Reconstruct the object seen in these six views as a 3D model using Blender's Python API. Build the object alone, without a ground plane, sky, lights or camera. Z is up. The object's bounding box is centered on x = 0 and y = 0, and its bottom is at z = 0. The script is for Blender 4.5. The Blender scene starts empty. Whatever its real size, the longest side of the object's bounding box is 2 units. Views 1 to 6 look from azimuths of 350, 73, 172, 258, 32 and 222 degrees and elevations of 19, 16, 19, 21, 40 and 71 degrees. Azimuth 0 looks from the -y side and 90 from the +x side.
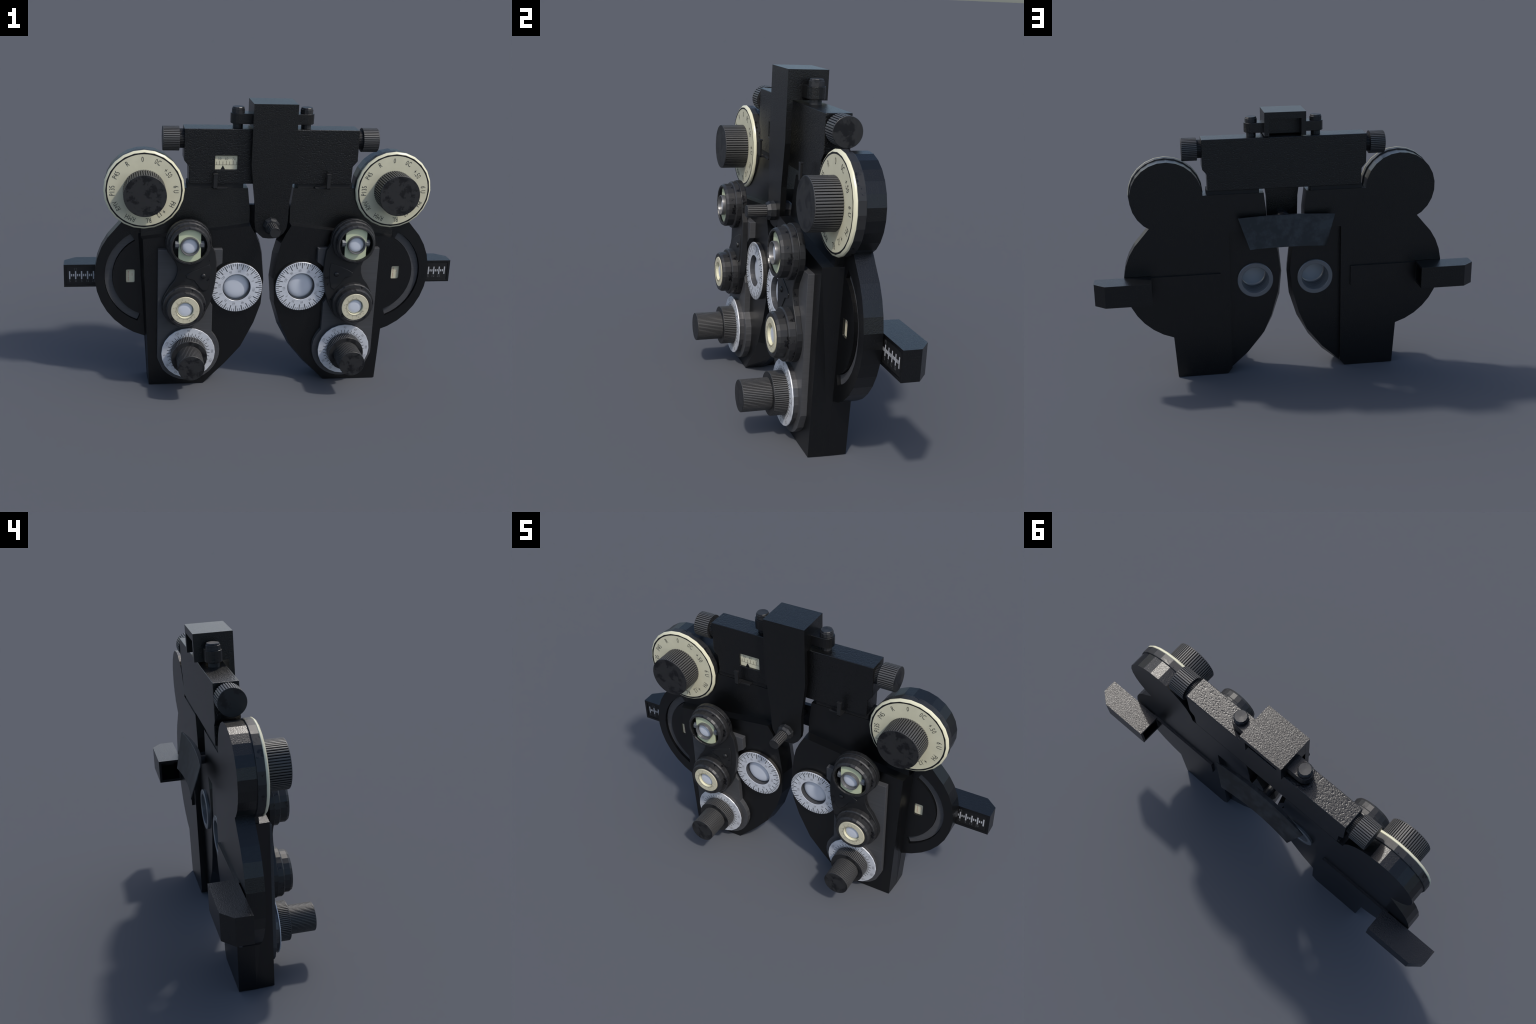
# Twin-headed optical refractor (eye-testing head), built part by part.
import bpy, bmesh, math, random
from mathutils import Matrix, Vector

random.seed(7)
COL = bpy.context.scene.collection
PI = math.pi

# ---------------------------------------------------------------- materials
def new_mat(name):
    m = bpy.data.materials.new(name)
    m.use_nodes = True
    nt = m.node_tree
    bsdf = nt.nodes.get("Principled BSDF")
    return m, nt, bsdf

def N(nt, kind, **kw):
    n = nt.nodes.new(kind)
    for k, v in kw.items():
        if k in n.inputs.keys():
            n.inputs[k].default_value = v
        else:
            setattr(n, k, v)
    return n

def coords(nt, scale=(1, 1, 1)):
    tc = N(nt, "ShaderNodeTexCoord")
    mp = N(nt, "ShaderNodeMapping")
    mp.inputs["Scale"].default_value = scale
    nt.links.new(tc.outputs["Object"], mp.inputs["Vector"])
    return mp.outputs["Vector"]

def ramp(nt, src, stops):
    r = N(nt, "ShaderNodeValToRGB")
    els = r.color_ramp.elements
    while len(els) < len(stops):
        els.new(0.5)
    for e, (p, c) in zip(els, stops):
        e.position = p
        e.color = c if len(c) == 4 else (*c, 1)
    nt.links.new(src, r.inputs["Fac"])
    return r.outputs["Color"]

def g(v):
    return (v, v, v, 1)

def paint(name, base, scale, bump, rough=0.45, pits=False, dist=0.003, vary=0.5):
    """Black crackle paint: fine lumps, optional pits."""
    m, nt, b = new_mat(name)
    v = coords(nt)
    n1 = N(nt, "ShaderNodeTexNoise", Scale=scale, Detail=3.0, Roughness=0.6, Distortion=0.6)
    nt.links.new(v, n1.inputs["Vector"])
    h = n1.outputs["Fac"]
    if pits:
        vo = N(nt, "ShaderNodeTexNoise", Scale=scale * 0.62, Detail=1.0)
        nt.links.new(v, vo.inputs["Vector"])
        pit = ramp(nt, vo.outputs["Fac"], [(0.26, g(0)), (0.50, g(1))])
        mu = N(nt, "ShaderNodeMath", operation="MULTIPLY")
        nt.links.new(pit, mu.inputs[0])
        ad = N(nt, "ShaderNodeMath", operation="ADD")
        ad.inputs[1].default_value = 0.35
        nt.links.new(h, ad.inputs[0])
        nt.links.new(ad.outputs[0], mu.inputs[1])
        h = mu.outputs[0]
    bp = N(nt, "ShaderNodeBump", Strength=bump, Distance=dist)
    nt.links.new(h, bp.inputs["Height"])
    nt.links.new(bp.outputs["Normal"], b.inputs["Normal"])
    c = ramp(nt, h, [(0.25, tuple(x * (1 - vary) for x in base)), (0.7, tuple(x * (1 + vary * 0.6) for x in base))])
    nt.links.new(c, b.inputs["Base Color"])
    b.inputs["Roughness"].default_value = rough
    return m

def worn(name, light, dark, scale=26.0, rough=0.4, thr=0.5, rough_dark=0.25, streak=(1, 1, 1)):
    """Satin black metal with patches where the finish is darker and polished."""
    m, nt, b = new_mat(name)
    v = coords(nt, streak)
    n1 = N(nt, "ShaderNodeTexNoise", Scale=scale, Detail=6.0, Roughness=0.68)
    nt.links.new(v, n1.inputs["Vector"])
    mask = ramp(nt, n1.outputs["Fac"], [(thr, g(0)), (thr + 0.06, g(1))])
    mx = N(nt, "ShaderNodeMix", data_type="RGBA")
    mx.inputs["A"].default_value = (*light, 1)
    mx.inputs["B"].default_value = (*dark, 1)
    nt.links.new(mask, mx.inputs["Factor"])
    nt.links.new(mx.outputs["Result"], b.inputs["Base Color"])
    mr = N(nt, "ShaderNodeMapRange")
    mr.inputs["To Min"].default_value = rough
    mr.inputs["To Max"].default_value = rough_dark
    nt.links.new(mask, mr.inputs["Value"])
    nt.links.new(mr.outputs["Result"], b.inputs["Roughness"])
    return m

def plain(name, base, rough=0.5, metallic=0.0, mottle=0.0, scale=40.0, streak=(1, 1, 1), spec=0.5):
    m, nt, b = new_mat(name)
    b.inputs["Roughness"].default_value = rough
    b.inputs["Metallic"].default_value = metallic
    b.inputs["Specular IOR Level"].default_value = spec
    if mottle:
        v = coords(nt, streak)
        n1 = N(nt, "ShaderNodeTexNoise", Scale=scale, Detail=4.0, Roughness=0.6)
        nt.links.new(v, n1.inputs["Vector"])
        c = ramp(nt, n1.outputs["Fac"], [(0.3, tuple(x * (1 - mottle) for x in base)),
                                         (0.7, tuple(min(1, x * (1 + mottle)) for x in base))])
        nt.links.new(c, b.inputs["Base Color"])
    else:
        b.inputs["Base Color"].default_value = (*base, 1)
    return m

M = {}
M["housing"] = paint("housing_crackle_paint", (0.0028, 0.0030, 0.0033), 200, 0.45, 0.29, dist=0.0016)
M["beam"] = paint("beam_coarse_crackle_paint", (0.0030, 0.0032, 0.0035), 215, 0.40, 0.30, pits=True, dist=0.0018)
M["hanger"] = paint("hanger_crackle_paint", (0.0034, 0.0036, 0.0038), 180, 0.55, 0.28, dist=0.0020)
M["arm"] = paint("arm_crackle_paint", (0.0028, 0.0031, 0.0036), 180, 0.55, 0.28, dist=0.0020)
for k in ("housing", "beam", "hanger", "arm"):
    M[k].node_tree.nodes["Principled BSDF"].inputs["Specular IOR Level"].default_value = 0.62
M["arm_face"] = plain("arm_scale_black", (0.006, 0.006, 0.0065), 0.5)
M["ring"] = worn("worn_black_ring", (0.021, 0.021, 0.022), (0.005, 0.005, 0.006), 24, 0.45, 0.56)
M["brk"] = worn("worn_black_bracket", (0.012, 0.0122, 0.013), (0.004, 0.004, 0.005), 24, 0.42, 0.59)
M["knob_end"] = worn("worn_knob_end", (0.017, 0.0172, 0.018), (0.0035, 0.0035, 0.0045), 20, 0.5, 0.50, 0.4)
M["ridge"] = plain("knurl_ridge", (0.072, 0.071, 0.070), 0.45)
M["groove"] = plain("knurl_groove_painted_shade", (0.006, 0.006, 0.0065), 0.6)  # near-black colour paints in the shadow between ridges
M["cream"] = plain("cream_enamel", (0.66, 0.63, 0.46), 0.32, 0.0, 0.05, 14)
M["cream_rim"] = plain("cream_rim", (0.72, 0.69, 0.50), 0.3)
M["ivory"] = plain("ivory_scale", (0.60, 0.56, 0.41), 0.4, 0.0, 0.06, 40)
M["green"] = plain("pale_green_plate", (0.57, 0.62, 0.42), 0.45)
M["silver"] = plain("brushed_silver_dial", (0.70, 0.72, 0.76), 0.38, 0.25, 0.08, 22, (1, 1, 3))
M["steel"] = plain("grey_steel", (0.11, 0.11, 0.115), 0.36, 0.55, 0.15, 20, (1, 1, 12))
M["plate"] = plain("brushed_grey_plate", (0.062, 0.063, 0.067), 0.42, 0.0, 0.14, 9, (0.6, 1, 40))
M["track"] = plain("grey_track", (0.066, 0.067, 0.072), 0.45, 0.0, 0.12, 9, (0.6, 1, 30))
M["disc_side"] = plain("dial_side_grey", (0.035, 0.033, 0.03), 0.45)
M["barrel"] = plain("lens_barrel_metal", (0.20, 0.205, 0.215), 0.32, 0.4)
M["tube"] = plain("lens_tube_metal", (0.17, 0.17, 0.17), 0.34, 0.5)
M["lens"] = plain("milky_lens_glass", (0.60, 0.63, 0.69), 0.25)
M["inklet"] = plain("dial_ink", (0.03, 0.03, 0.03), 0.6)
M["ink_black"] = plain("black_ring_ink", (0.008, 0.008, 0.009), 0.4)
M["ink_grey"] = plain("faded_grey_ink", (0.26, 0.26, 0.27), 0.6)
M["ink_brown"] = plain("faded_brown_ink", (0.18, 0.16, 0.11), 0.6)
M["ink_red"] = plain("faded_red_ink", (0.52, 0.16, 0.12), 0.6)
M["white"] = plain("white_scale_paint", (0.42, 0.43, 0.45), 0.6)
M["grey_ink"] = plain("grey_scale_paint", (0.13, 0.135, 0.14), 0.6)
M["black"] = plain("matt_black_inside", (0.004, 0.004, 0.0045), 0.6)
M["pin"] = plain("steel_pin", (0.16, 0.17, 0.18), 0.42, 0.4)
M["brow"] = worn("worn_forehead_plate", (0.009, 0.010, 0.0115), (0.030, 0.033, 0.036), 15, 0.5, 0.44, 0.52)
for n in M["brow"].node_tree.nodes:
    if n.type == "VALTORGB":            # soft, cloudy patches
        n.color_ramp.elements[1].position = 0.62
M["screw"] = worn("worn_screw_head", (0.022, 0.023, 0.025), (0.010, 0.011, 0.013), 40, 0.5, 0.5, 0.42)

# ---------------------------------------------------------------- mesh helpers
def mesh_from(bm, name, mats, recalc=True):
    if recalc:
        bmesh.ops.recalc_face_normals(bm, faces=bm.faces)
    me = bpy.data.meshes.new(name)
    bm.to_mesh(me)
    bm.free()
    for m in mats:
        me.materials.append(m)
    return me

def obj(name, me, parent=None, loc=(0, 0, 0), stuff=False):
    o = bpy.data.objects.new(name, me)
    COL.objects.link(o)
    o.location = loc
    if parent is not None:
        o.parent = parent
        # parents sit at the positions below; keep world placement
        o.matrix_parent_inverse = Matrix.Translation(parent_loc(parent)).inverted()
    if stuff:
        o["kind"] = "stuff"
    return o

def parent_loc(o):
    return world_loc[o.name] if o.name in world_loc else Vector((0, 0, 0))
world_loc = {}

def place(name, me, parent=None, loc=(0, 0, 0), stuff=False):
    o = obj(name, me, parent, loc, stuff)
    world_loc[o.name] = Vector(loc)
    return o

def smooth_by_angle(me, deg):
    for p in me.polygons:
        p.use_smooth = True
    me.set_sharp_from_angle(angle=math.radians(deg))

def prism(bm, pts, y0, y1, mat=0):
    """Outline in x,z extruded along y."""
    a = [bm.verts.new((x, y0, z)) for x, z in pts]
    b = [bm.verts.new((x, y1, z)) for x, z in pts]
    fs = [bm.faces.new(a), bm.faces.new(b[::-1])]
    n = len(pts)
    for i in range(n):
        fs.append(bm.faces.new((a[i], b[i], b[(i + 1) % n], a[(i + 1) % n])))
    for f in fs:
        f.material_index = mat
    return fs

def box(bm, x0, x1, y0, y1, z0, z1, mat=0):
    return prism(bm, [(x0, z0), (x1, z0), (x1, z1), (x0, z1)], y0, y1, mat)

def lathe(bm, prof, segs=24, mats=None, centre=(0, 0, 0), axis="y", phase=0.0):
    """prof: list of (radius, distance along axis); closed at r = 0 ends, else capped."""
    cx, cy, cz = centre
    def P(r, d, a):
        c, s = r * math.cos(a), r * math.sin(a)
        if axis == "y":
            return (cx + c, cy + d, cz + s)
        if axis == "x":
            return (cx + d, cy + c, cz + s)
        return (cx + c, cy + s, cz + d)
    rings = []
    for r, d in prof:
        if r < 1e-6:
            rings.append([bm.verts.new(P(0, d, 0))])
        else:
            rings.append([bm.verts.new(P(r, d, 2 * PI * i / segs + phase)) for i in range(segs)])
    for k in range(len(rings) - 1):
        A, B = rings[k], rings[k + 1]
        mi = mats[k] if mats else 0
        for i in range(segs):
            j = (i + 1) % segs
            if len(A) == 1 and len(B) == 1:
                continue
            if len(A) == 1:
                f = bm.faces.new((A[0], B[i], B[j]))
            elif len(B) == 1:
                f = bm.faces.new((A[i], A[j], B[0]))
            else:
                f = bm.faces.new((A[i], A[j], B[j], B[i]))
            f.material_index = mi

def knurl(bm, r, d0, d1, teeth, depth, axis="y", centre=(0, 0, 0), ridge=0, groove=1, cap=2, chamfer=0.0015):
    """Knurled cylinder: flat-topped ridges with narrow dark grooves, plain worn ends."""
    cx, cy, cz = centre
    prof = []
    for t in range(teeth):
        a0 = 2 * PI * t / teeth
        w = 2 * PI / teeth
        for f, rr in ((0.0, r), (0.30, r + depth * 0.10), (0.60, r), (0.72, r - depth), (0.88, r - depth)):
            prof.append((a0 + f * w, rr))
    def P(a, rr, d):
        c, s = rr * math.cos(a), rr * math.sin(a)
        return (cx + c, cy + d, cz + s) if axis == "y" else (cx + d, cy + c, cz + s) if axis == "x" else (cx + c, cy + s, cz + d)
    sgn = 1 if d1 > d0 else -1
    rows = [[bm.verts.new(P(a, rr, d0)) for a, rr in prof],
            [bm.verts.new(P(a, rr, d1 - sgn * 0.0035)) for a, rr in prof],
            [bm.verts.new(P(a, r, d1 - sgn * 0.0030)) for a, rr in prof],
            [bm.verts.new(P(a, r, d1 - sgn * chamfer)) for a, rr in prof],
            [bm.verts.new(P(a, r - chamfer, d1)) for a, rr in prof]]
    n = len(prof)
    for i in range(n):
        j = (i + 1) % n
        k = i % 5
        for q, mi in ((0, ridge if k < 2 else groove), (1, groove), (2, ridge), (3, cap)):
            f = bm.faces.new((rows[q][i], rows[q][j], rows[q + 1][j], rows[q + 1][i]))
            f.material_index = mi
    f = bm.faces.new(rows[-1]); f.material_index = cap
    f = bm.faces.new(rows[0]); f.material_index = cap

def arc(cx, cz, r, a0, a1, n):
    return [(cx + r * math.cos(math.radians(a0 + (a1 - a0) * i / n)),
             cz + r * math.sin(math.radians(a0 + (a1 - a0) * i / n))) for i in range(n + 1)]

def tmp_obj(me):
    o = bpy.data.objects.new("helper", me)
    COL.objects.link(o)
    return o

def evaluated(o):
    dg = bpy.context.evaluated_depsgraph_get()
    me = bpy.data.meshes.new_from_object(o.evaluated_get(dg))
    return me

def boolean(me, parts, op):
    """Apply boolean ops in order; parts are meshes (consumed)."""
    o = tmp_obj(me)
    helpers = []
    for p in parts:
        h = tmp_obj(p)
        helpers.append(h)
        md = o.modifiers.new("cut", "BOOLEAN")
        md.operation = op
        md.solver = "EXACT"
        md.object = h
    bpy.context.view_layer.update()
    out = evaluated(o)
    for h in helpers + [o]:
        d = h.data
        bpy.data.objects.remove(h)
        bpy.data.meshes.remove(d)
    return out

RAW = {}
def bevel(me, width, segs=2, angle=30):
    """Rounded edges with flat faces kept flat (hardened normals); shallow facets stay crisp."""
    bm = bmesh.new(); bm.from_mesh(me)
    for f in bm.faces:
        f.smooth = True
    for e in bm.edges:
        if len(e.link_faces) == 2:
            a = math.degrees(e.calc_face_angle(0.0))
            e.smooth = not (6 < a)
    bm.to_mesh(me); bm.free()
    o = tmp_obj(me.copy())
    md = o.modifiers.new("edge", "BEVEL")
    md.width = width
    md.segments = segs
    md.limit_method = "ANGLE"
    md.angle_limit = math.radians(angle)
    md.use_clamp_overlap = True
    md.harden_normals = True
    bpy.context.view_layer.update()
    out = evaluated(o)
    bpy.data.objects.remove(o)
    RAW[out.as_pointer()] = (me, width, segs, angle)
    return out

def mirrored(me, name):
    raw = RAW.get(me.as_pointer())
    m2 = (raw[0] if raw else me).copy()
    m2.transform(Matrix.Scale(-1, 4, (1, 0, 0)))
    m2.flip_normals()
    if raw:
        mats = [m for m in me.materials]
        m2 = bevel(m2, *raw[1:])
        m2.materials.clear()
        for m in mats:
            m2.materials.append(m)
    m2.name = name
    return m2

def text_bm(bm, s, size, cx, cz, y, rot=0.0, squash=0.78, thin=-0.012, mat=0, thick=0.0006, slant=0.0):
    """Lettering standing in the x,z plane, readable from -y; rot in degrees clockwise."""
    cu = bpy.data.curves.new("lettering", "FONT")
    cu.body = s
    cu.align_x = "CENTER"
    cu.align_y = "CENTER"
    cu.size = 1.0
    cu.offset = thin
    cu.resolution_u = 2
    cu.space_character = 1.08
    o = bpy.data.objects.new("helper", cu)
    COL.objects.link(o)
    bpy.context.view_layer.update()
    me = evaluated(o)
    bpy.data.objects.remove(o)
    bpy.data.curves.remove(cu)
    # cap height of the built-in font is about 0.69 of its size
    k = size / 0.69
    cr, sr = math.cos(math.radians(rot)), math.sin(math.radians(rot))
    zs = [v.co.y for v in me.vertices]
    mid = 0.5 * (min(zs) + max(zs)) if zs else 0
    if s in ("+.50", "+.12"):
        mid = 0.345 - 0.0
    xs = [v.co.x for v in me.vertices]
    midx = 0.5 * (min(xs) + max(xs)) if xs else 0
    vs = []
    for v in me.vertices:
        x, z = (v.co.x - midx) * k * squash, (v.co.y - mid) * k
        vs.append(bm.verts.new((cx + x * cr + z * sr, y, cz - x * sr + z * cr)))
    faces = []
    for p in me.polygons:
        try:
            f = bm.faces.new([vs[i] for i in p.vertices])
            f.material_index = mat
            f.normal_update()
            if f.normal.y > 0:
                f.normal_flip()
            faces.append(f)
        except ValueError:
            pass
    bpy.data.meshes.remove(me)

def tick(bm, cx, cz, a, r0, r1, w, y, mat=0, thick=0.0006):
    """Radial mark at clockwise angle a (deg) from straight up, on a dial facing -y."""
    s, c = math.sin(math.radians(a)), math.cos(math.radians(a))
    px, pz = c, -s
    pts = [(cx + s * r0 + px * w / 2, cz + c * r0 + pz * w / 2), (cx + s * r1 + px * w / 2, cz + c * r1 + pz * w / 2),
           (cx + s * r1 - px * w / 2, cz + c * r1 - pz * w / 2), (cx + s * r0 - px * w / 2, cz + c * r0 - pz * w / 2)]
    prism(bm, pts, y, y + thick, mat)

def at(cx, cz, a, r):
    return cx + r * math.sin(math.radians(a)), cz + r * math.cos(math.radians(a))

# ---------------------------------------------------------------- the thing
root = bpy.data.objects.new("optical_refractor", None)
COL.objects.link(root)
root["label"] = "black twin-lens eye testing head with cream and silver dials"
root["category"] = "eye instrument"
world_loc[root.name] = Vector((0, 0, 0))

# ---------------------------------------------------------------- lens housing (one half, +x side)
DIAL = (0.611, 1.0)
MAIN = (0.161, 0.5225)
UP = (0.403, 0.767)
LOW = (0.420, 0.4455)
AXIS = (0.395, 0.1905)
DISC = (0.512, 0.5555, 0.3355)

# almond shaped inner edge of the head: outline at the front face, at the ridge of the rim and at the rear face
# (the last two points of each are the outer edge of the foot column)
FRONT_EDGE = [(0.101, 0.832), (0.076, 0.790), (0.054, 0.742), (0.042, 0.690), (0.026, 0.555), (0.034, 0.426), (0.066, 0.327),
              (0.128, 0.198), (0.205, 0.108), (0.292, 0.020), (0.312, 0.0), (0.585, 0.0), (0.618, 0.767)]
RIDGE_EDGE = [(0.099, 0.834), (0.068, 0.786), (0.042, 0.735), (0.026, 0.672), (0.014, 0.549), (0.026, 0.420), (0.067, 0.289),
              (0.130, 0.173), (0.210, 0.076), (0.292, 0.008), (0.306, 0.0), (0.590, 0.0), (0.637, 0.773)]
REAR_EDGE = [(0.0885, 0.8035), (0.078, 0.786), (0.054, 0.735), (0.038, 0.672), (0.026, 0.571), (0.039, 0.450), (0.075, 0.317),
             (0.117, 0.219), (0.205, 0.108), (0.290, 0.030), (0.310, 0.012), (0.560, 0.012), (0.560, 0.800)]

def loft(bm, levels):
    """levels: list of (y, outline) with equal point counts."""
    rows = [[bm.verts.new((x, y, z)) for x, z in pts] for y, pts in levels]
    n = len(rows[0])
    for a, b in zip(rows, rows[1:]):
        for i in range(n):
            bm.faces.new((a[i], a[(i + 1) % n], b[(i + 1) % n], b[i]))
    bm.faces.new(rows[0]); bm.faces.new(rows[-1])
    bmesh.ops.triangulate(bm, faces=[f for f in bm.faces if len(f.verts) == 4])

def housing_mesh():
    # rear slab: silhouette of dial housing, cylinder drum, head plate and foot
    pts = [(0.112, 1.005), (0.100, 0.90), (0.100, 0.832), (0.088, 0.803), (0.296, 0.803), (0.298, 0.030), (0.322, 0.0), (0.5902, 0.0)]
    a0 = -math.degrees(math.acos((0.6050 - DISC[0]) / DISC[2]))  # where the drum meets the foot column
    drum = [p for p in arc(DISC[0], DISC[1], DISC[2], a0, 56, 13)]
    pts += drum
    # head circle from the waist round to the top edge of the plate
    R = 0.1852
    aw = math.degrees(math.atan2(0.843 - DIAL[1], 0.706 - DIAL[0]))
    at_ = 180 - math.degrees(math.asin((1.005 - DIAL[1]) / R))
    pts = [p for p in pts]
    pts[-1] = (0.706, 0.843)
    pts += arc(DIAL[0], DIAL[1], R, aw + 9, at_, 16)
    bm = bmesh.new(); prism(bm, pts, 0.056, 0.13); slab = mesh_from(bm, "slab", [M["housing"]])
    # front block with the almond shaped inner edge
    bm = bmesh.new(); loft(bm, [(-0.024, FRONT_EDGE), (0.0565, RIDGE_EDGE), (0.10, REAR_EDGE)]); front = mesh_from(bm, "front", [M["housing"]])
    # upper plate, set back from the front block and leaning slightly
    bm = bmesh.new()
    fs = prism(bm, [(0.112, 1.005), (0.100, 0.90), (0.100, 0.80), (0.626, 0.74), (0.626, 0.90), (0.50, 1.005)], 0.034, 0.08)
    for v in bm.verts:
        if v.co.y < 0.05:
            v.co.y = 0.021 + 0.012 * (v.co.z - 0.80) / 0.205
    upper = mesh_from(bm, "upper", [M["housing"]])
    # raised guide block that the side arm slides along
    bm = bmesh.new(); box(bm, 0.348, 0.73, 0.11, 0.142, 0.472, 0.5815); guide = mesh_from(bm, "guide", [M["housing"]])
    body = boolean(slab, [front, upper, guide], "UNION")
    cuts = []
    # curved track groove on the drum
    bm = bmesh.new()
    prism(bm, arc(0.55, 0.55, 0.2525, -69, 61, 14) + arc(0.55, 0.55, 0.2115, 61, -69, 14), 0.049, 0.082)
    cuts.append(mesh_from(bm, "c", []))
    # little window on the drum
    bm = bmesh.new(); prism(bm, rounded(0.654, 0.696, 0.518, 0.587, 0.006), 0.03, 0.070); cuts.append(mesh_from(bm, "c", []))
    # sight hole
    bm = bmesh.new(); lathe(bm, [(0, -0.1), (0.089, -0.1), (0.089, 0.2), (0, 0.2)], 32, None, (MAIN[0], 0, MAIN[1])); cuts.append(mesh_from(bm, "c", []))
    body = boolean(body, cuts, "DIFFERENCE")
    body = bevel(body, 0.0045, 3, 32)
    body.materials.clear(); body.materials.append(M["housing"])
    return body

def rounded(x0, x1, z0, z1, r, n=3):
    return (arc(x1 - r, z1 - r, r, 0, 90, n) + arc(x0 + r, z1 - r, r, 90, 180, n)
            + arc(x0 + r, z0 + r, r, 180, 270, n) + arc(x1 - r, z0 + r, r, 270, 360, n))

housing = housing_mesh()
housing.name = "lens_housing"

# grey strip lying in the track groove
bm = bmesh.new()
prism(bm, arc(0.55, 0.55, 0.250, -68.5, 60.5, 26) + arc(0.55, 0.55, 0.2135, 60.5, -68.5, 26), 0.0700, 0.083)
track = mesh_from(bm, "curved_track", [M["track"]])
# cream card behind the little drum window
bm = bmesh.new(); box(bm, 0.652, 0.698, 0.0655, 0.072, 0.516, 0.589); card = mesh_from(bm, "power_window", [M["cream"]])

# brushed plate that carries turret and axis dial
def plate_mesh():
    pts = [(0.547, 0.722), (0.236, 0.722), (0.236, 0.651)]
    pts += arc(MAIN[0], MAIN[1], 0.149, 59, -38, 14)
    pts += [(0.279, 0.428), (0.278, 0.290), (0.257, 0.261)]
    pts += arc(AXIS[0], AXIS[1], 0.158, 166, 322, 13)
    pts += [(0.5465, 0.155)]
    bm = bmesh.new(); prism(bm, pts, -0.050, -0.020)
    return bevel(mesh_from(bm, "face_plate", [M["plate"]]), 0.003, 2, 25)
plate = plate_mesh()

# dumb-bell bracket of the lens turret
def bracket_mesh():
    pts = arc(UP[0], UP[1], 0.111, -24, 188, 16)
    pts += [(0.274, 0.715), (0.267, 0.661), (0.267, 0.600), (0.272, 0.552), (0.281, 0.504), (0.295, 0.450)]
    pts += arc(LOW[0], LOW[1], 0.110, 205, 392, 14)
    pts += [(0.492, 0.542), (0.468, 0.573), (0.456, 0.604), (0.454, 0.636), (0.465, 0.664), (0.482, 0.690)]
    bm = bmesh.new(); prism(bm, pts, -0.074, -0.0485)
    # raised triangular pad
    pad = [(0.30, 0.655), (0.33, 0.645), (0.39, 0.618), (0.415, 0.602), (0.41, 0.585), (0.375, 0.575), (0.345, 0.535), (0.325, 0.515), (0.306, 0.525), (0.296, 0.57), (0.294, 0.63)]
    prism(bm, pad, -0.0775, -0.07)
    me = bevel(mesh_from(bm, "turret_bracket", [M["brk"]]), 0.003, 2, 32)
    return me
bracket = bracket_mesh()

# turret lens mounts (lathe profiles run from back to front)
bm = bmesh.new()
lathe(bm, [(0.0, -0.06), (0.106, -0.06), (0.106, -0.094), (0.102, -0.099), (0.096, -0.100), (0.096, -0.128), (0.090, -0.138), (0.083, -0.139), (0.081, -0.134), (0.081, -0.100), (0.0, -0.100)],
      24, [0, 0, 0, 0, 0, 0, 0, 0, 1, 1])
up_mount = mesh_from(bm, "upper_lens_mount", [M["ring"], M["black"]])
bm = bmesh.new()
lathe(bm, [(0.0, -0.06), (0.106, -0.06), (0.106, -0.097), (0.102, -0.102), (0.091, -0.103), (0.091, -0.130), (0.085, -0.140), (0.074, -0.141), (0.0695, -0.137), (0.0695, -0.118), (0.0, -0.118)], 24)
low_mount = mesh_from(bm, "lower_lens_mount", [M["ring"]])

# pale green plate with clipped sides, carrying a lens tube
def green_mesh():
    h = math.degrees(math.acos(0.053 / 0.0808))
    pts = arc(0, 0, 0.0808, h, 180 - h, 10) + arc(0, 0, 0.0808, 180 + h, 360 - h, 10)
    bm = bmesh.new(); prism(bm, pts, -0.126, -0.112)
    return bevel(mesh_from(bm, "lens_carrier", [M["green"]]), 0.0012, 1, 40)
green = green_mesh()
bm = bmesh.new()
lathe(bm, [(0.045, -0.118), (0.045, -0.1435), (0.0440, -0.1455), (0.0415, -0.1455), (0.0405, -0.1435), (0.0385, -0.120)], 28)
tube = mesh_from(bm, "lens_tube", [M["tube"]])
smooth_by_angle(tube, 35)

def lens_mesh(r, rim, bulge, back=None):
    prof = []
    n = 12
    for i in range(n + 1):
        t = i / n
        prof.append((r * t, rim - bulge * math.sqrt(max(0.0, 1 - t ** 3.5))))
    prof[0] = (0, rim - bulge)
    if back:
        for i in range(n - 1, -1, -1):
            t = i / n
            prof.append((r * t, back[0] + back[1] * (1 - t * t)))
    else:
        prof.append((0, rim + 0.002))
    bm = bmesh.new(); lathe(bm, prof, 40)
    me = mesh_from(bm, "lens", [M["lens"]])
    smooth_by_angle(me, 40)
    return me
up_lens = lens_mesh(0.0395, -0.124, 0.011)
low_lens = lens_mesh(0.0378, -0.126, 0.010)
main_lens = lens_mesh(0.0675, -0.016, 0.014, (-0.015, 0.004))

# little steel pivots left and right of the carrier
bm = bmesh.new()
for s in (-1, 1):
    lathe(bm, [(0, s * 0.050), (0.019, s * 0.050), (0.019, s * 0.068), (0.016, s * 0.070), (0, s * 0.070)], 8, None, (0, -0.112, 0.003), "x", PI / 8)
pins = mesh_from(bm, "pivot_pin", [M["pin"]])

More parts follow.
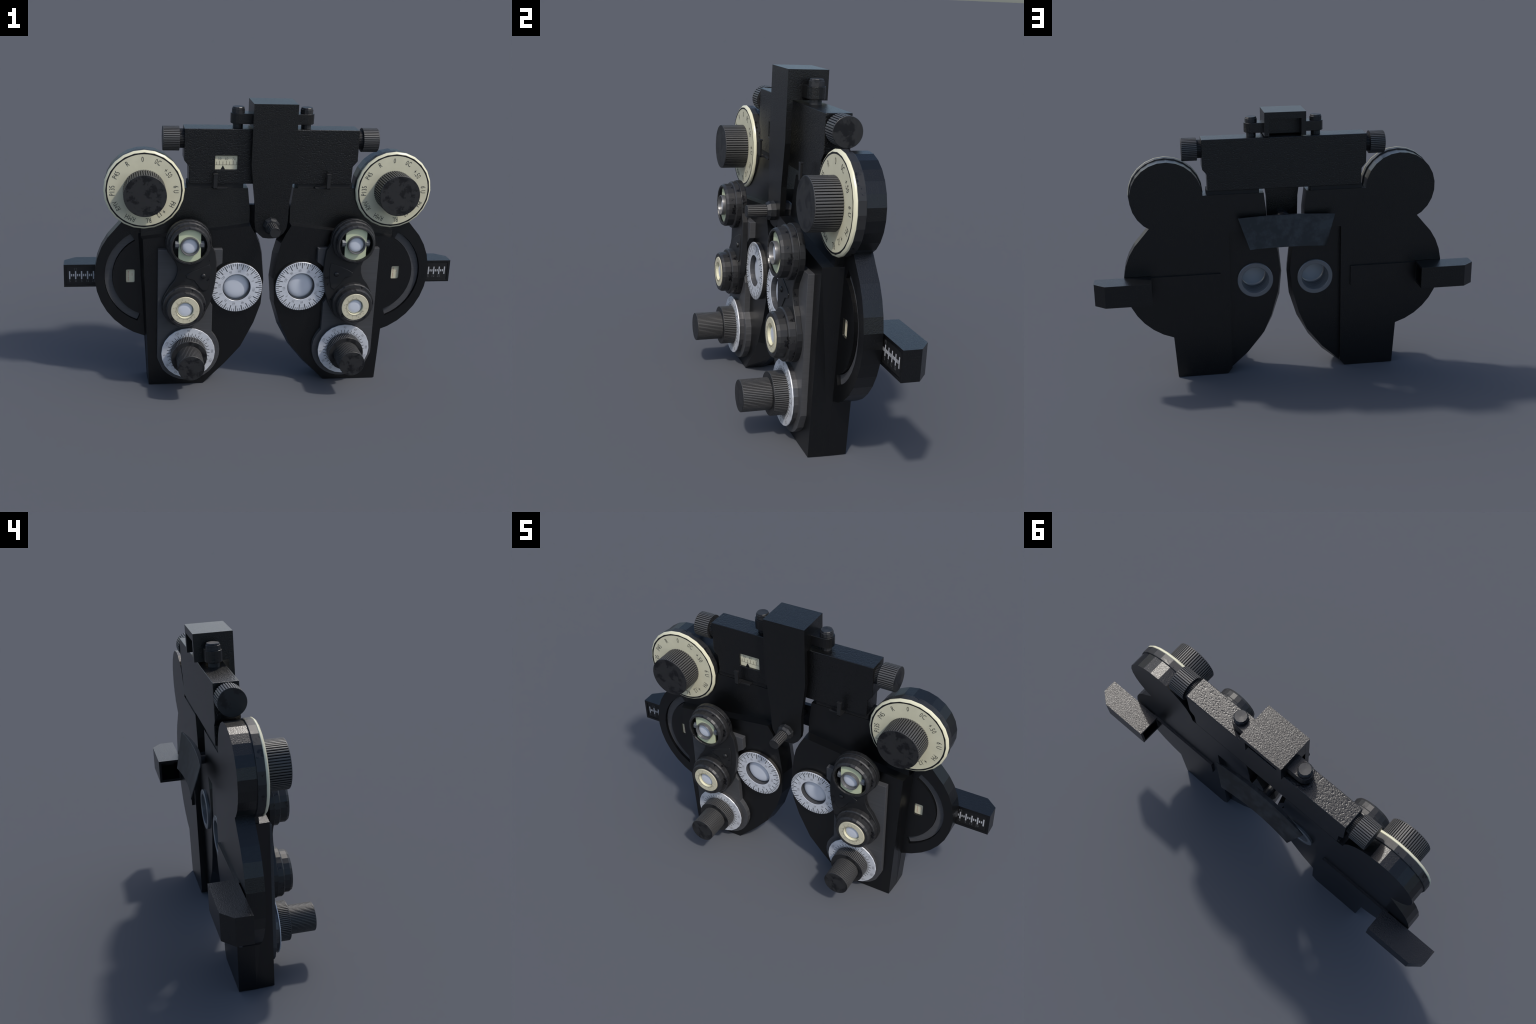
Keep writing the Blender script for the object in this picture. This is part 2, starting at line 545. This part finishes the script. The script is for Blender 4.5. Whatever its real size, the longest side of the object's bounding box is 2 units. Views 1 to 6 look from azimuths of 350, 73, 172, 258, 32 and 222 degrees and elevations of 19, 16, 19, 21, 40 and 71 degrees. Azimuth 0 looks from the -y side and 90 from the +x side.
# ivory scale ring round the lower lens
bm = bmesh.new()
lathe(bm, [(0.0385, -0.119), (0.0395, -0.1415), (0.0415, -0.1425), (0.067, -0.1425), (0.069, -0.1405), (0.069, -0.119)], 32, [1, 1, 0, 0, 0])
ivory = mesh_from(bm, "ivory_scale_ring", [M["ivory"], M["cream_rim"]])
bm = bmesh.new()
for i in range(44):
    a = 118 + 262 * i / 43
    lathe_long = i % 4 == 0
    tick(bm, 0, 0, a, 0.0405, 0.0505 if lathe_long else 0.0455, 0.0015, -0.1432, 0)
for i, s in enumerate(["1", "0", "8", "7", "6", "5", "4", "3", "2", "1"]):
    a = 96 + 280 * i / 9
    x, z = at(0, 0, a, 0.0565)
    text_bm(bm, s, 0.0075, x, z, -0.1431, a, mat=0)
ivory_marks = mesh_from(bm, "scale_marks", [M["ink_brown"]])

# axis dial: steel boss, silver disc, two stage knurled knob
bm = bmesh.new()
lathe(bm, [(0, -0.045), (0.126, -0.045), (0.126, -0.070), (0.124, -0.072), (0, -0.072)], 24)
boss = mesh_from(bm, "axis_boss", [M["steel"]])
bm = bmesh.new()
lathe(bm, [(0, -0.065), (0.1315, -0.0705), (0.1330, -0.0725), (0.1315, -0.0755), (0, -0.0755)], 24)
axis_disc = mesh_from(bm, "axis_dial", [M["silver"]])
bm = bmesh.new()
for i in range(72):
    a = i * 5
    tick(bm, 0, 0, a, 0.0845, 0.1065 if i % 2 == 0 else 0.0955, 0.0024, -0.0762)
for s, a in (("0", 266), ("150", 297), ("120", 332), ("90", 0), ("60", 28), ("30", 53), ("180", 86), ("150", 111), ("30", 238), ("60", 211), ("90", 180), ("120", 146)):
    x, z = at(0, 0, a, 0.119)
    text_bm(bm, s, 0.0125, x, z, -0.0761, a, squash=0.75, thin=0.0, mat=1)
axis_marks = mesh_from(bm, "scale_marks", [M["inklet"], M["ink_grey"]])
bm = bmesh.new()
knurl(bm, 0.0875, -0.070, -0.134, 64, 0.0035)
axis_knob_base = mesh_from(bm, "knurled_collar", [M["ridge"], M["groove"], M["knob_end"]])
bm = bmesh.new()
knurl(bm, 0.0635, -0.125, -0.2515, 60, 0.0028)
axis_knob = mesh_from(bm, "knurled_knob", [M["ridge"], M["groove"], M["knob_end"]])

# sight aperture: silver degree disc, barrel, lens, rear ring
bm = bmesh.new()
lathe(bm, [(0.070, -0.020), (0.0695, -0.0445), (0.0705, -0.0455), (0.1255, -0.0455), (0.1272, -0.044), (0.1272, -0.041), (0.126, -0.040), (0.126, -0.018)], 48, [2, 0, 0, 0, 0, 1, 1])
main_disc = mesh_from(bm, "degree_disc", [M["silver"], M["disc_side"], M["steel"]])
def main_marks(off):
    bm = bmesh.new()
    for i in range(72):
        a = i * 5 + off
        lng = i % 3 == 0
        tick(bm, 0, 0, a, 0.096 if lng else 0.1115, 0.1258, 0.0033 if lng else 0.0023, -0.0462)
    for i, s in enumerate(["0", "150", "120", "90", "60", "30"] * 2):
        a = 248 + off + 30 * i
        x, z = at(0, 0, a, 0.0855)
        text_bm(bm, s, 0.0125, x, z, -0.0461, a, squash=0.72, thin=0.0, mat=1)
    return mesh_from(bm, "scale_marks", [M["inklet"], M["ink_grey"]])
main_marks_r, main_marks_l = main_marks(-14), main_marks(0)
bm = bmesh.new()
prof = [(0.0885, -0.015), (0.0885, 0.098), (0.0955, 0.099), (0.0955, 0.110), (0.093, 0.112), (0.074, 0.112), (0.0725, 0.110), (0.0722, 0.084)]
tones = [0] * 7
for y in (0.076, 0.056, 0.036, 0.016):   # threaded-looking rings down the well
    prof += [(0.0680, y), (0.0675, y - 0.006), (0.0725, y - 0.0065), (0.0725, y - 0.013)]
    tones += [0, 0, 1, 1]
prof += [(0.0700, -0.015), (0.0885, -0.015)]
tones += [0, 0]
lathe(bm, prof, 36, tones)
barrel = mesh_from(bm, "lens_barrel", [M["barrel"], M["black"]])
smooth_by_angle(barrel, 25)

# big selector dial
bm = bmesh.new()
lathe(bm, [(0.0, 0.075), (0.183, 0.075), (0.183, 0.056), (0.1898, 0.0555), (0.1912, 0.0535), (0.1912, 0.0235), (0.190, 0.0225), (0.0, 0.020)], 24)
dial_ring = mesh_from(bm, "selector_drum", [M["ring"]])
bm = bmesh.new()
lathe(bm, [(0.15, 0.0240), (0.1900, 0.0232), (0.1925, 0.0205), (0.1905, 0.0150), (0.1850, 0.0098), (0.1822, 0.0088)], 24, [0, 0, 0, 0, 0])
bmesh.ops.recalc_face_normals(bm, faces=bm.faces)
dial_rim = mesh_from(bm, "cream_rim", [M["cream_rim"]])
smooth_by_angle(dial_rim, 24)
bm = bmesh.new()
lathe(bm, [(0.1822, 0.019), (0.1818, 0.0094), (0.1738, 0.0090), (0.1738, 0.0088), (0.0, 0.0088)], 72, [1, 1, 0, 0])
dial_face = mesh_from(bm, "selector_dial", [M["cream"], M["ink_black"]])
bm = bmesh.new()
WORDS = [("0", -3, 0), ("0C", 25, 0), ("+.50", 53, 0), ("6 U", 88, 0), ("PH", 117, 0), ("+.12", 144.5, 0), ("RL", 172, 0),
         ("RMH", 206, 0), ("RMV", 240, 0), ("P135", 269.5, 0), ("P45", 299.5, 0), ("R", 328.5, 0)]
for s, a, _ in WORDS:
    x, z = at(0, 0, a, 0.1505)
    text_bm(bm, s, 0.0245, x, z, 0.0080, a, squash=0.68, thin=-0.006, mat=0)
dial_words = mesh_from(bm, "dial_lettering", [M["inklet"]])
bm = bmesh.new()
knurl(bm, 0.1000, 0.008, -0.0985, 56, 0.0045)
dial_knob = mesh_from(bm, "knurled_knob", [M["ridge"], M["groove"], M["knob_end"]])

# side arm with a pupil scale
def arm_mesh():
    bm = bmesh.new()
    pts = [(0.708, 0.135), (0.9985, 0.135), (0.9985, 0.205), (0.944, 0.2505), (0.708, 0.2505)]
    lo = [bm.verts.new((x, y, 0.470)) for x, y in pts]
    hi = [bm.verts.new((x, y, 0.587)) for x, y in pts]
    bm.faces.new(lo[::-1]); bm.faces.new(hi)
    for i in range(5):
        bm.faces.new((lo[i], lo[(i + 1) % 5], hi[(i + 1) % 5], hi[i]))
    me = mesh_from(bm, "side_arm", [M["arm"]])
    bm = bmesh.new(); box(bm, 0.60, 0.986, 0.12, 0.138, 0.482, 0.576); c = mesh_from(bm, "c", [])
    bm = bmesh.new(); box(bm, 0.60, 0.93, 0.147, 0.2385, 0.4825, 0.5745); hollow = mesh_from(bm, "c", [])
    me = boolean(me, [c, hollow], "DIFFERENCE")
    me.materials.clear(); me.materials.append(M["arm"])
    return bevel(me, 0.003, 2, 30)
side_arm = arm_mesh()
bm = bmesh.new(); box(bm, 0.712, 0.9855, 0.1375, 0.143, 0.4825, 0.5755); arm_face = mesh_from(bm, "scale_panel", [M["arm_face"]])
bm = bmesh.new()
for i in range(6):
    x = i * 0.029
    box(bm, x - 0.0031, x + 0.0031, 0.1366, 0.1372, 0.511, 0.552, 0)
    if i < 5:
        for f in (0.0093, 0.0192):
            box(bm, x + f - 0.0028, x + f + 0.0028, 0.1366, 0.1372, 0.5255, 0.5375, 0)
for i, s in enumerate(["5", "0", "5", "12", "25"]):
    text_bm(bm, s, 0.0125, i * 0.029, 0.5015, 0.1368, 0, squash=0.95, thin=-0.01, mat=1)
text_bm(bm, "12", 0.0125, 0.029, 0.5625, 0.1368, 0, squash=0.95, thin=-0.01, mat=1)
arm_marks = mesh_from(bm, "scale_marks", [M["white"], M["grey_ink"]])

# small hooks (pointers) in front of the beam
bm = bmesh.new()
box(bm, 0.2665, 0.2855, -0.010, 0.000, 1.010, 1.082)
box(bm, 0.2645, 0.2875, -0.011, 0.003, 1.080, 1.086)
box(bm, 0.2665, 0.2855, -0.010, 0.060, 1.008, 1.0155)
box(bm, 0.215, 0.268, 0.012, 0.050, 1.006, 1.014)
hook = bevel(mesh_from(bm, "pointer_hook", [M["brk"]]), 0.0012, 1, 40)

# red figures on the drum window
bm = bmesh.new()
for i, s in enumerate("4567"):
    text_bm(bm, s, 0.0125, -0.009, 0.020 - 0.0145 * i, -0.0012, 0, squash=0.75, thin=-0.015)
text_bm(bm, ".2", 0.011, 0.007, 0.007, -0.0012, 0, squash=0.9, thin=-0.015)
red = mesh_from(bm, "window_figures", [M["ink_red"]])

# bracket screw (round head)
bm = bmesh.new()
lathe(bm, [(0.0125, 0.0), (0.0125, -0.003), (0.010, -0.006), (0.005, -0.0078), (0, -0.008)], 16)
bscrew = mesh_from(bm, "round_screw", [M["brk"]])
smooth_by_angle(bscrew, 60)

MESH_PAIRS = {}
def side_mesh(me, s):
    if s > 0:
        return me
    if me.name not in MESH_PAIRS:
        MESH_PAIRS[me.name] = mirrored(me, me.name)
    return MESH_PAIRS[me.name]

for s in (1, -1):
    hs = place("lens_housing", side_mesh(housing, s), root)
    place("curved_track", side_mesh(track, s), hs)
    pw = place("power_window", side_mesh(card, s), hs)
    place("window_figures", red, hs, (s * 0.675, 0.066, 0.552))
    place("pointer_hook", side_mesh(hook, s), hs)
    # dial group
    dl = place("selector_dial", dial_face, root, (s * DIAL[0], 0, DIAL[1]))
    L = (s * DIAL[0], 0, DIAL[1])
    place("selector_drum", dial_ring, dl, L)
    place("dial_rim", dial_rim, dl, L)
    place("dial_lettering", dial_words, dl, L)
    place("knurled_knob", dial_knob, dl, L)
    # plate, turret
    place("face_plate", side_mesh(plate, s), root)
    br = place("turret_bracket", side_mesh(bracket, s), root)
    U = (s * UP[0], 0, UP[1]); W = (s * LOW[0], 0, LOW[1])
    place("lens_mount", up_mount, br, U)
    place("lens_carrier", green, br, U)
    place("lens_tube", tube, br, U)
    place("pivot_pin", pins, br, U)
    place("lens", up_lens, br, U)
    place("lens_mount", low_mount, br, W)
    place("ivory_scale_ring", ivory, br, W)
    place("scale_marks", ivory_marks, br, W, True)
    place("lens", low_lens, br, W)
    place("round_screw", bscrew, br, (s * 0.330, -0.0775, 0.597))
    # axis dial
    A = (s * AXIS[0], 0, AXIS[1])
    ax = place("axis_dial", axis_disc, root, A)
    place("axis_boss", boss, ax, A)
    place("scale_marks", axis_marks, ax, A, True)
    place("knurled_collar", axis_knob_base, ax, A)
    place("knurled_knob", axis_knob, ax, A)
    # aperture
    C = (s * MAIN[0], 0, MAIN[1])
    dd = place("degree_disc", main_disc, root, C)
    place("scale_marks", main_marks_r if s > 0 else main_marks_l, dd, C, True)
    place("lens_barrel", barrel, dd, C)
    place("lens", main_lens, dd, C)
    # arm
    am = place("side_arm", side_mesh(side_arm, s), root)
    place("scale_panel", side_mesh(arm_face, s), am)
    place("scale_marks", arm_marks, am, (0.826 if s > 0 else -0.970, 0, 0), True)

# ---------------------------------------------------------------- support beam
def beam_mesh():
    half = [(0.423, 1.293), (0.423, 1.140), (0.400, 1.113), (0.398, 1.027)]
    pts = half + [(-x, z) for x, z in half[::-1]]
    bm = bmesh.new(); prism(bm, pts, 0.029, 0.135)
    me = mesh_from(bm, "support_beam", [M["beam"]])
    bm = bmesh.new(); box(bm, -0.2755, -0.1675, 0.0, 0.040, 1.0965, 1.1645); c = mesh_from(bm, "c", [])
    me = boolean(me, [c], "DIFFERENCE")
    me.materials.clear(); me.materials.append(M["beam"])
    return bevel(me, 0.003, 2, 30)
beam = place("support_beam", beam_mesh(), root)
bm = bmesh.new()
box(bm, -0.2750, -0.1680, 0.0385, 0.044, 1.0970, 1.1640, 0)
wcard = place("distance_window", mesh_from(bm, "distance_window", [M["cream"]]), beam)
bm = bmesh.new()
Y = 0.0378
box(bm, -0.2745, -0.1685, Y, Y + 0.0006, 1.1183, 1.1195, 0)
for x, h in ((-0.267, .015), (-0.254, .020), (-0.237, .016), (-0.221, .020), (-0.2045, .016), (-0.188, .020), (-0.171, .015)):
    box(bm, x - 0.0009, x + 0.0009, Y, Y + 0.0006, 1.1190, 1.1190 + h, 0)
for s_, x in (("50", -0.253), ("60", -0.220), ("70", -0.185)):
    text_bm(bm, s_, 0.0125, x, 1.149, Y, 0, squash=0.85, thin=-0.015, mat=1)
prism(bm, [(-0.2475, 1.0968), (-0.2265, 1.0968), (-0.237, 1.1165)], Y - 0.0006, Y + 0.001, 2)
place("scale_marks", mesh_from(bm, "scale_marks", [M["ink_brown"], M["inklet"], M["ink_black"]]), beam, (0, 0, 0), True)

bm = bmesh.new()
knurl(bm, 0.046, 0.0, 0.03, 36, 0.003, "x")
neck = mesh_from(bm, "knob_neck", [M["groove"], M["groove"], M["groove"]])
bm = bmesh.new()
knurl(bm, 0.0585, 0.0, 0.078, 36, 0.0035, "x")
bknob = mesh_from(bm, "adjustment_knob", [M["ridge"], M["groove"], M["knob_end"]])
for s in (1, -1):
    kn = place("adjustment_knob", side_mesh(bknob, s), root, (s * 0.4455, 0.080, 1.237))
    place("knob_neck", side_mesh(neck, s), kn, (s * 0.418, 0.080, 1.237))
    # slide strip between beam and head
bm = bmesh.new()
for s in (1, -1):
    x0, x1 = sorted((s * 0.135, s * 0.405))
    box(bm, x0, x1, 0.036, 0.126, 1.000, 1.030)
place("slide_rail", mesh_from(bm, "slide_rail", [M["black"]]), beam)

# ---------------------------------------------------------------- hanger bracket
def hanger_mesh():
    right = [(0.106, 1.4215), (0.107, 1.13), (0.096, 1.04), (0.084, 0.95), (0.082, 0.850), (0.077, 0.815), (0.064, 0.792), (0.038, 0.769), (0.012, 0.7655)]
    pts = right + [(-x, z) for x, z in right[::-1]]
    bm = bmesh.new(); prism(bm, pts, -0.018, 0.006); me = mesh_from(bm, "hanger_bracket", [M["hanger"]])
    bm = bmesh.new(); box(bm, -0.106, 0.106, -0.018, 0.152, 1.301, 1.4215); top = mesh_from(bm, "t", [])
    me = boolean(me, [top], "UNION")
    bm = bmesh.new(); box(bm, -0.082, 0.082, 0.08, 0.20, 1.25, 1.388); c = mesh_from(bm, "c", [])
    me = boolean(me, [c], "DIFFERENCE")
    me.materials.clear(); me.materials.append(M["hanger"])
    return bevel(me, 0.0025, 2, 30)
hanger = place("hanger_bracket", hanger_mesh(), root)
for s in (1, -1):
    # lug with a rounded end, post below and screw head above
    cx = s * 0.166
    a0, a1 = (-90, 90) if s > 0 else (90, 270)
    pts = [(s * 0.100, 0.045), (s * 0.100, 0.115)]
    ring_ = [(cx + 0.037 * math.cos(math.radians(a0 + (a1 - a0) * i / 8)), 0.080 + 0.037 * math.sin(math.radians(a0 + (a1 - a0) * i / 8))) for i in range(9)]
    if s > 0:
        outl = [(0.100, 0.117)] + [(0.100, 0.043)] + ring_
    else:
        outl = [(-0.100, 0.043)] + [(-0.100, 0.117)] + ring_
    bm = bmesh.new()
    lo = [bm.verts.new((x, y, 1.314)) for x, y in outl]
    hi = [bm.verts.new((x, y, 1.364)) for x, y in outl]
    bm.faces.new(lo); bm.faces.new(hi)
    for i in range(len(outl)):
        j = (i + 1) % len(outl)
        bm.faces.new((lo[i], lo[j], hi[j], hi[i]))
    place("clamp_lug", bevel(mesh_from(bm, "clamp_lug", [M["hanger"]]), 0.002, 1, 40), hanger)
    bm = bmesh.new()
    lathe(bm, [(0, 1.285), (0.0245, 1.285), (0.0245, 1.32), (0.031, 1.36), (0.031, 1.3835), (0.0285, 1.3850), (0.0285, 1.3890), (0.026, 1.3925), (0, 1.3915)], 12, None, (cx, 0.080, 0), "z")
    place("clamp_screw", mesh_from(bm, "clamp_screw", [M["screw"]]), hanger)

bm = bmesh.new()
lathe(bm, [(0, -0.010), (0.041, -0.012), (0.041, -0.040), (0.033, -0.054), (0, -0.054)], 9, None, (0, 0, 0.832), "y", 0.3)
lathe(bm, [(0, 0.000), (0.041, 0.002), (0.041, 0.044), (0.033, 0.056), (0, 0.056)], 9, None, (0, 0, 0.832), "y", 0.3)
lathe(bm, [(0, 0.05), (0.020, 0.05), (0.020, 0.168), (0, 0.168)], 12, None, (0, 0, 0.832), "y")
collar = place("clamp_collar", mesh_from(bm, "clamp_collar", [M["screw"]]), hanger)
bm = bmesh.new()
knurl(bm, 0.0255, -0.050, -0.1375, 18, 0.0022)
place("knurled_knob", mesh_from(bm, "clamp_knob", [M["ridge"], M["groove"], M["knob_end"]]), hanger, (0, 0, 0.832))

# ---------------------------------------------------------------- forehead rest: bowed, leaning plate with slanted ends
def brow_mesh():
    bm = bmesh.new()
    n = 16
    grid = []
    for i in range(n + 1):
        t = -1 + 2 * i / n
        col = []
        for v in (0, 1):  # top, bottom
            half = 0.2535 + (0.199 - 0.2535) * v
            x = half * t
            y = (0.165 + 0.016 * t * t) if v == 0 else (0.207 + 0.014 * t * t)
            z = (0.892 - 0.002 * t * t) + (0.731 - 0.892) * v
            th = 0.020 * (1 - 0.75 * t * t)
            col.append((bm.verts.new((x, y, z)), bm.verts.new((x, y - th, z - 0.002))))
        grid.append(col)
    for i in range(n):
        (a, a2), (b, b2) = grid[i]
        (c, c2), (d, d2) = grid[i + 1]
        bm.faces.new((a, c, d, b)); bm.faces.new((a2, b2, d2, c2))
        bm.faces.new((a, a2, c2, c)); bm.faces.new((b, d, d2, b2))
    for col in (grid[0], grid[-1]):
        (a, a2), (b, b2) = col
        bm.faces.new((a, b, b2, a2))
    me = bevel(mesh_from(bm, "forehead_rest", [M["brow"]]), 0.0015, 1, 40)
    smooth_by_angle(me, 25)
    return me
place("forehead_rest", brow_mesh(), root)

# drop helper data that nothing uses
for me in list(bpy.data.meshes):
    if me.users == 0:
        bpy.data.meshes.remove(me)
